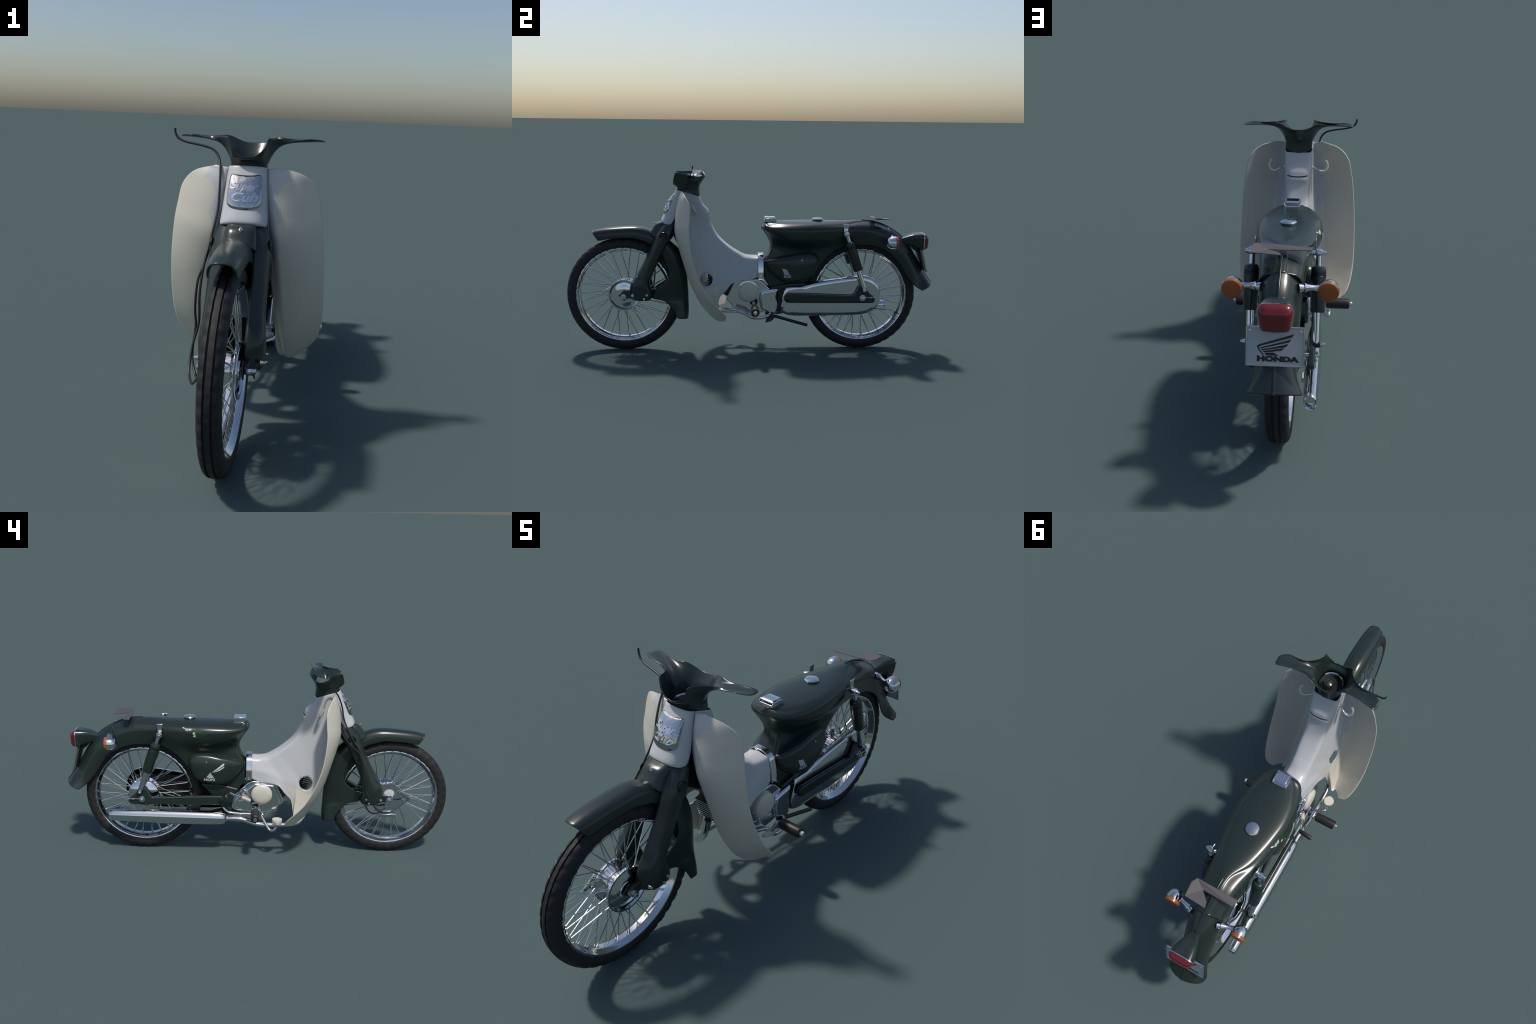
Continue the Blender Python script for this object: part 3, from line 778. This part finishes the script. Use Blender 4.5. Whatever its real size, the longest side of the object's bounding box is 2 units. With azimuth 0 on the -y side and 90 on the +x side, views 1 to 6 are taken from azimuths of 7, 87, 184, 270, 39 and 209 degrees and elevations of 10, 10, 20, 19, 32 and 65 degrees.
# ------------------------------------------------------------------ engine
EN = [(.055, .394), (.028, .407), (.018, .4055), (-.088, .397), (-.098, .390), (-.108, .367), (-.138, .300), (-.134, .288), (-.110, .268), (-.104, .241), (-.040, .2180), (-.013, .2135), (.045, .2195), (.122, .243), (.134, .252), (.143, .283), (.114, .337)]
engine = slab("engine", EN, -.074, .074, CHROME, bev=.016, seg=5)
both(lambda s: lathe_dir("dust_cap", [(.050, -.02), (.0545, -.004), (.054, .005), (.048, .012), (.034, .0165), (.016, .0185), (0, .019)], (s * .082, -.0205, .3365), (s, 0, 0), CREAM, engine, seg=40))
both(lambda s: lathe_dir("cap_seat", [(.058, -.01), (.0585, .0), (.050, .002), (.0, .002)], (s * .074, -.0205, .3375), (s, 0, 0), CHROME, engine, seg=40))
slab("clutch_cover", [(.044, .338), (.062, .347), (.146, .3605), (.140, .335), (.134, .307), (.141, .275), (.142, .246), (.132, .2095), (.10, .2185), (.052, .2345), (.036, .293)], .060, .0925, CHROME, engine, bev=.016, seg=5)
slab("flywheel_cover", [(.018, .395), (-.085, .388), (-.124, .298), (-.098, .252), (-.02, .228), (.05, .234), (.118, .258), (.128, .284), (.10, .33)], -.084, -.066, CHROME, engine, bev=.014, seg=5)
# cylinder with fins, lying forward
slab("cylinder", [(-.09, .375), (-.17, .415), (-.235, .440), (-.245, .375), (-.225, .350), (-.10, .285)], -.034, .034, DARKSTEEL, engine, bev=.008)
tilt = Matrix.Rotation(math.radians(14), 4, 'X')
for k in range(8):
    V = []
    z = -.040 + k * .0115
    hx, hy = .049 - .001 * abs(k - 3.5), .017
    for dz in (-.0022, .0022):
        for sx, sy in ((-1, -1), (1, -1), (1, 1), (-1, 1)):
            V.append(Vector((0, -.250, .402)) + tilt @ Vector((sx * hx, sy * hy, z + dz)))
    f = add("cooling_fin", V, [(0, 1, 2, 3), (7, 6, 5, 4), (0, 4, 5, 1), (1, 5, 6, 2), (2, 6, 7, 3), (3, 7, 4, 0)], STEEL, engine, smooth=False)
tube("intake_pipe", [(0, -.20, .43), (0, -.17, .46), (0, -.12, .47), (0, -.05, .47)], .018, DARKSTEEL, engine, n=16)
slab("carburettor", [(-.06, .44), (-.06, .50), (.03, .50), (.03, .44)], -.04, .04, DARKSTEEL, engine, bev=.01)

# exhaust and silencer (-x side)
tube("exhaust_pipe", [(-.005, -.250, .345), (-.012, -.253, .30), (-.035, -.252, .252), (-.072, -.240, .215), (-.100, -.212, .192), (-.114, -.165, .184), (-.115, -.05, .180), (-.113, .015, .1855), (-.110, .085, .207), (-.107, .165, .209)],
     lambda t: .0155 - .004 * min(1, max(0, (t - .3) / .2)), CHROME, n=70, seg=16)
prof = [(.0, .152), (.013, .152), (.0135, .160), (.024, .166), (.030, .172), (.033, .19), (.037, .25), (.038, .35), (.0375, .50), (.0345, .65), (.0305, .75), (.0275, .768), (.0255, .770), (.022, .768), (.021, .74), (.0, .735)]
sil = lathe("silencer", prof, (0, 0, 0), CHROME, axis='y', seg=40, sx=.80)
for v in sil.data.vertices:
    t = (v.co.y - .15) / .62
    v.co.x += -.106; v.co.z += .2075 + .009 * t

# foot bar, pegs, pedals, stand
bar = tube("foot_bar", [(-.15, .013, .262), (-.128, .012, .255), (-.112, .005, .222), (-.09, .0, .208), (0, .0, .205), (.09, .0, .208), (.112, .005, .222), (.128, .012, .255), (.15, .013, .262)], .0095, STEEL, n=60, seg=12)
def peg(s):
    p = lathe_dir("foot_peg", [(0, 0), (.018, 0), (.0215, .004), (.0225, .02), (.0225, .088), (.021, .097), (.017, .100), (0, .100)], (s * .143, .013, .262), (s, 0, 0), GRIPRUB, bar, seg=24)
    lathe_dir("peg_end", [(.010, 0), (.010, .010), (.0085, .013), (0, .0135)], (s * .242, .013, .262), (s, 0, 0), CREAM if s > 0 else CHROME, p, seg=12)
    return p
both(peg)
slab("peg_bracket", [(-.02, .262), (.0, .275), (.03, .272), (.03, .245), (.01, .225), (-.02, .235)], -.135, -.118, STEEL, bar, bev=.003)
tube("frame_stay", [(-.088, .180, .262), (-.09, .166, .248), (-.092, .146, .236), (-.093, .09, .231), (-.093, .03, .2285), (-.09, -.03, .226)], .0065, CHROME, n=30)
# brake pedal (+x)
bp = tube("brake_pedal", [(.088, .098, .218), (.108, .085, .213), (.122, .058, .206), (.126, .02, .2045), (.127, -.004, .209), (.130, -.031, .226), (.133, -.055, .240)], .0085, STEEL, n=36)
tube("pedal_sleeve", [(.129, -.020, .2185), (.132, -.045, .2345), (.136, -.084, .2485)], lambda t: .0085 + .0025 * math.sin(math.pi * t), CREAM, bp, n=16, seg=14)
tube("front_stay", [(.06, -.165, .244), (.085, -.12, .243), (.09, -.06, .236), (.088, .0, .212)], .006, CHROME, n=20)
# gear pedal (-x)
gp = tube("gear_pedal", [(-.095, -.005, .258), (-.115, -.025, .222), (-.135, -.047, .188), (-.150, -.066, .166), (-.157, -.084, .168), (-.157, -.097, .183), (-.156, -.10, .205)], .0075, CHROME, n=40)
pad = [[Vector((x, y, z)) for x, y in ((-.138 - e, -.082 - e), (-.156, -.076 - e * 0), (-.174 + e, -.084 - e), (-.181, -.103), (-.172 + e, -.122 + e), (-.154, -.127), (-.138 - e, -.120 + e), (-.133, -.102))] for z, e in ((.208, .004), (.216, .001), (.226, 0), (.231, .002))]
cols_ = [spline(rw, 32, True) for rw in pad]
V = [p for rw in cols_ for p in rw]
n_ = len(V); cx_ = Vector((-.157, -.102, .2315)); V += [cx_, Vector((-.157, -.102, .206))]
add("pedal_pad", V, grid_faces(4, 32, wrap_c=True) + [(96 + k, 96 + (k + 1) % 32, n_) for k in range(32)] + [((k + 1) % 32, k, n_ + 1) for k in range(32)], CREAM, gp)
# kick start (-x)
ks = tube("kick_start", [(-.083, .045, .303), (-.096, .066, .317), (-.105, .085, .327), (-.118, .120, .345), (-.128, .150, .362)], .0065, CHROME, n=20)
tube("kick_sleeve", [(-.083, .042, .301), (-.098, .070, .3195), (-.104, .083, .326)], .0095, CREAM, ks, n=8)
lathe_dir("kick_pedal", [(0, 0), (.008, 0), (.0105, .006), (.0105, .058), (.008, .062), (0, .062)], (-.125, .152, .3640), (-1, .12, 0), GRIPRUB, ks, seg=18)
lathe_dir("peg_end", [(.0065, 0), (.0065, .007), (0, .009)], (-.187, .1595, .364), (-1, .12, 0), CHROME, ks, seg=12)
tube("kick_spring", [(-.084, .100, .298), (-.086, .075, .302), (-.086, .054, .308)], .0025, CHROME, ks, n=10, seg=8)
tube("shift_arm", [(-.080, .10, .345), (-.086, .075, .361), (-.090, .058, .352), (-.088, .044, .325)], .0055, STEEL, ks, n=16)
# side stand (+x)
st = tube("side_stand", [(.085, .085, .214), (.084, .15, .196), (.083, .22, .175), (.082, .303, .1505)], .0085, BLACK, n=12)
slab("stand_foot", [(.070, .224), (.105, .222), (.124, .190), (.105, .172), (.074, .165), (.082, .195)], .068, .080, DARKSTEEL, st, bev=.002)
slab("centre_stand", [(.10, .235), (.17, .235), (.19, .215), (.13, .205)], -.06, .06, DARKSTEEL, st, bev=.004)

# ------------------------------------------------------------------ tail lamp, plate, indicators
UNIT = [(0, 1), (.55, 1), (.86, .94), (1.0, .78), (.985, .55), (.90, .22), (.78, .04), (.55, 0), (0, 0)]
def lamp_row(y, hw_, z0, z1, lean=0.0):
    h = [Vector((hw_ * a, y + lean * b, z0 + (z1 - z0) * b)) for a, b in UNIT]
    hs = spline(h, 26); hs[0].x = hs[-1].x = 0
    return hs + [Vector((-p.x, p.y, p.z)) for p in hs[-2:0:-1]]
def lamp(name, rows, mat, parent=None, cap=True):
    n = len(rows[0]); V = [p for r_ in rows for p in r_]
    F = grid_faces(len(rows), n, wrap_c=True)
    if cap: F += [tuple(range(n)), tuple((len(rows) - 1) * n + k for k in range(n))]
    return add(name, V, F, mat, parent, angle=38)
tail = lamp("tail_lamp", [lamp_row(.815, .019, .585, .619), lamp_row(.835, .021, .588, .627), lamp_row(.872, .036, .582, .642), lamp_row(.885, .040, .578, .6455), lamp_row(.912, .049, .567, .6485), lamp_row(.940, .0545, .5605, .6495)], GREEN)
lamp("lens_rim", [lamp_row(.938, .0552, .5600, .6502), lamp_row(.9425, .0554, .5595, .6506)], CHROME, tail)
lamp("tail_lens", [lamp_row(.941, .0535, .561, .649), lamp_row(.949, .053, .5615, .647), lamp_row(.958, .0485, .565, .642), lamp_row(.9655, .041, .571, .633), lamp_row(.9685, .029, .580, .620)], RED, tail)
pt, pb = Vector((0, .9235, .5685)), Vector((0, .9515, .4475))
pn = Vector((1, 0, 0)).cross((pt - pb).normalized()); pn = -pn if pn.y < 0 else pn
def on_plate(a, b, lift): # a: to the right seen from behind (-x), b: 0 bottom .. 1 top
    return pb.lerp(pt, b) + Vector((-a, 0, 0)) + pn * lift
def plate_box(name, a0, a1, b0, b1, l0, l1, mat, parent=None, bev=.001):
    V = [on_plate(a, b, l) for l in (l0, l1) for a, b in ((a0, b0), (a1, b0), (a1, b1), (a0, b1))]
    o = add(name, V, [(3, 2, 1, 0), (4, 5, 6, 7), (0, 1, 5, 4), (1, 2, 6, 5), (2, 3, 7, 6), (3, 0, 4, 7)], mat, parent, smooth=False)
    if bev: bevel(o, bev, 2)
    return o
plate = plate_box("number_plate", -.086, .086, .012, .988, -.002, .0010, PLATE)
for a0, a1, b0, b1 in ((-.0895, -.0855, 0, 1), (.0855, .0895, 0, 1), (-.0895, .0895, 0, .03), (-.0895, .0895, .97, 1)):
    plate_box("plate_rim", a0, a1, b0, b1, -.004, .0032, CHROME, plate)
for a in (-.078, .078): bolt("plate_screw", on_plate(a, .88, .001), pn, .003, .005, parent=plate)
def plate_mark(name, VF, a0, b0, mat=INK):
    V, F = VF; H = (pt - pb).length
    lo = min(v[2] for v in V)
    add(name, [on_plate(a0 + v[0], b0 / H + v[1] / H, .0014 + v[2] - lo) for v in V], F, mat, plate, smooth=False)
plate_mark("plate_letters", text_mesh("HONDA", .0208, bold=.0016, depth=.0003, xscale=1.55, spacing=1.05), -.0545, .0165)
def wingpoly(pts): plate_mark("wing_mark", poly_prism([(a, b) for a, b in pts], .0005, .5), 0, 0)
# five feathers of the wing, as read from behind
wingpoly([(-.0330, .0345), (-.0375, .0350), (-.0530, .0545), (-.0545, .0590), (-.0535, .0635), (-.0470, .0675), (.0560, .1020), (.0520, .0935), (.047, .0905), (-.0440, .0630), (-.0490, .0595), (-.0490, .0550)])
wingpoly([(-.0460, .0570), (.0290, .0795), (.0410, .0830), (.0480, .0870), (.0440, .0780), (.0390, .0755), (-.0270, .0585), (-.0440, .0545)])
wingpoly([(-.0420, .0525), (-.0190, .0560), (.0280, .0675), (.0390, .0720), (.0350, .0640), (.0280, .0605), (-.0180, .0520), (-.0390, .0490)])
wingpoly([(-.0370, .0470), (-.0160, .0500), (.0180, .0560), (.0270, .0590), (.0230, .0525), (.0170, .0495), (-.0030, .0470), (-.0060, .0455), (-.0340, .0430)])
wingpoly([(-.0315, .0410), (-.0060, .0430), (.0010, .0395), (.0130, .0335), (-.0270, .0340)])
# bracket between fender, lamp and plate
slab("lamp_bracket", [(.868, .586), (.905, .572), (.935, .560), (.926, .545), (.934, .50), (.925, .50), (.912, .545), (.888, .560)], -.016, .016, BLACK, tail, bev=.002)
plate_box("plate_stay", -.03, .03, .05, .95, -.012, -.003, BLACK, plate)

def indicator(s):
    c = Vector((s * .1555, 0, .6195))
    bowl = lathe("indicator", [(0, .7085), (.010, .7095), (.020, .7135), (.028, .7210), (.0330, .732), (.0350, .745), (.0352, .7545), (.034, .7555), (.0, .7555)], c, CHROME, axis='y', seg=36)
    lathe("indicator_lens", [(.0335, .7545), (.0335, .7665), (.031, .7695), (.022, .7715), (0, .7722)], c, ORANGE, bowl, axis='y', seg=36)
    tube("indicator_stem", [(s * .136, .737, .6205), (s * .118, .742, .6240), (s * .098, .748, .6270), (s * .080, .754, .6285), (s * .060, .760, .629)], lambda t: .0165 - .0075 * math.sin(min(1, t * 1.25) * math.pi) ** 1 * (1 if t < .8 else 1) if t < .8 else .0115 + .02 * (t - .8), CHROME, bowl, n=24, seg=16)
    bolt("stem_screw", (s * .073, .765, .628), (0, 1, 0), .005, .006, parent=bowl)
    return bowl
both(indicator)

# ------------------------------------------------------------------ cables (-x side)
tube("brake_cable", [(-.252, -.329, .9935), (-.249, -.330, .977), (-.237, -.334, .961), (-.21, -.339, .951), (-.157, -.344, .942), (-.118, -.350, .930), (-.096, -.366, .903), (-.087, -.392, .863), (-.084, -.412, .81), (-.085, -.426, .745),
     (-.097, -.463, .665), (-.108, -.512, .585), (-.115, -.537, .497), (-.113, -.548, .406), (-.126, -.577, .336), (-.124, -.626, .273), (-.105, -.681, .256), (-.084, -.732, .282), (-.064, -.790, .318)], .0039, CABLE, n=130, seg=10)
tube("speedometer_cable", [(-.080, -.412, .690), (-.094, -.435, .650), (-.104, -.470, .615), (-.110, -.508, .582), (-.124, -.530, .531), (-.128, -.538, .45), (-.124, -.539, .392), (-.130, -.552, .314), (-.118, -.582, .265), (-.095, -.622, .248), (-.062, -.670, .262)], .0039, CABLE, n=90, seg=10)
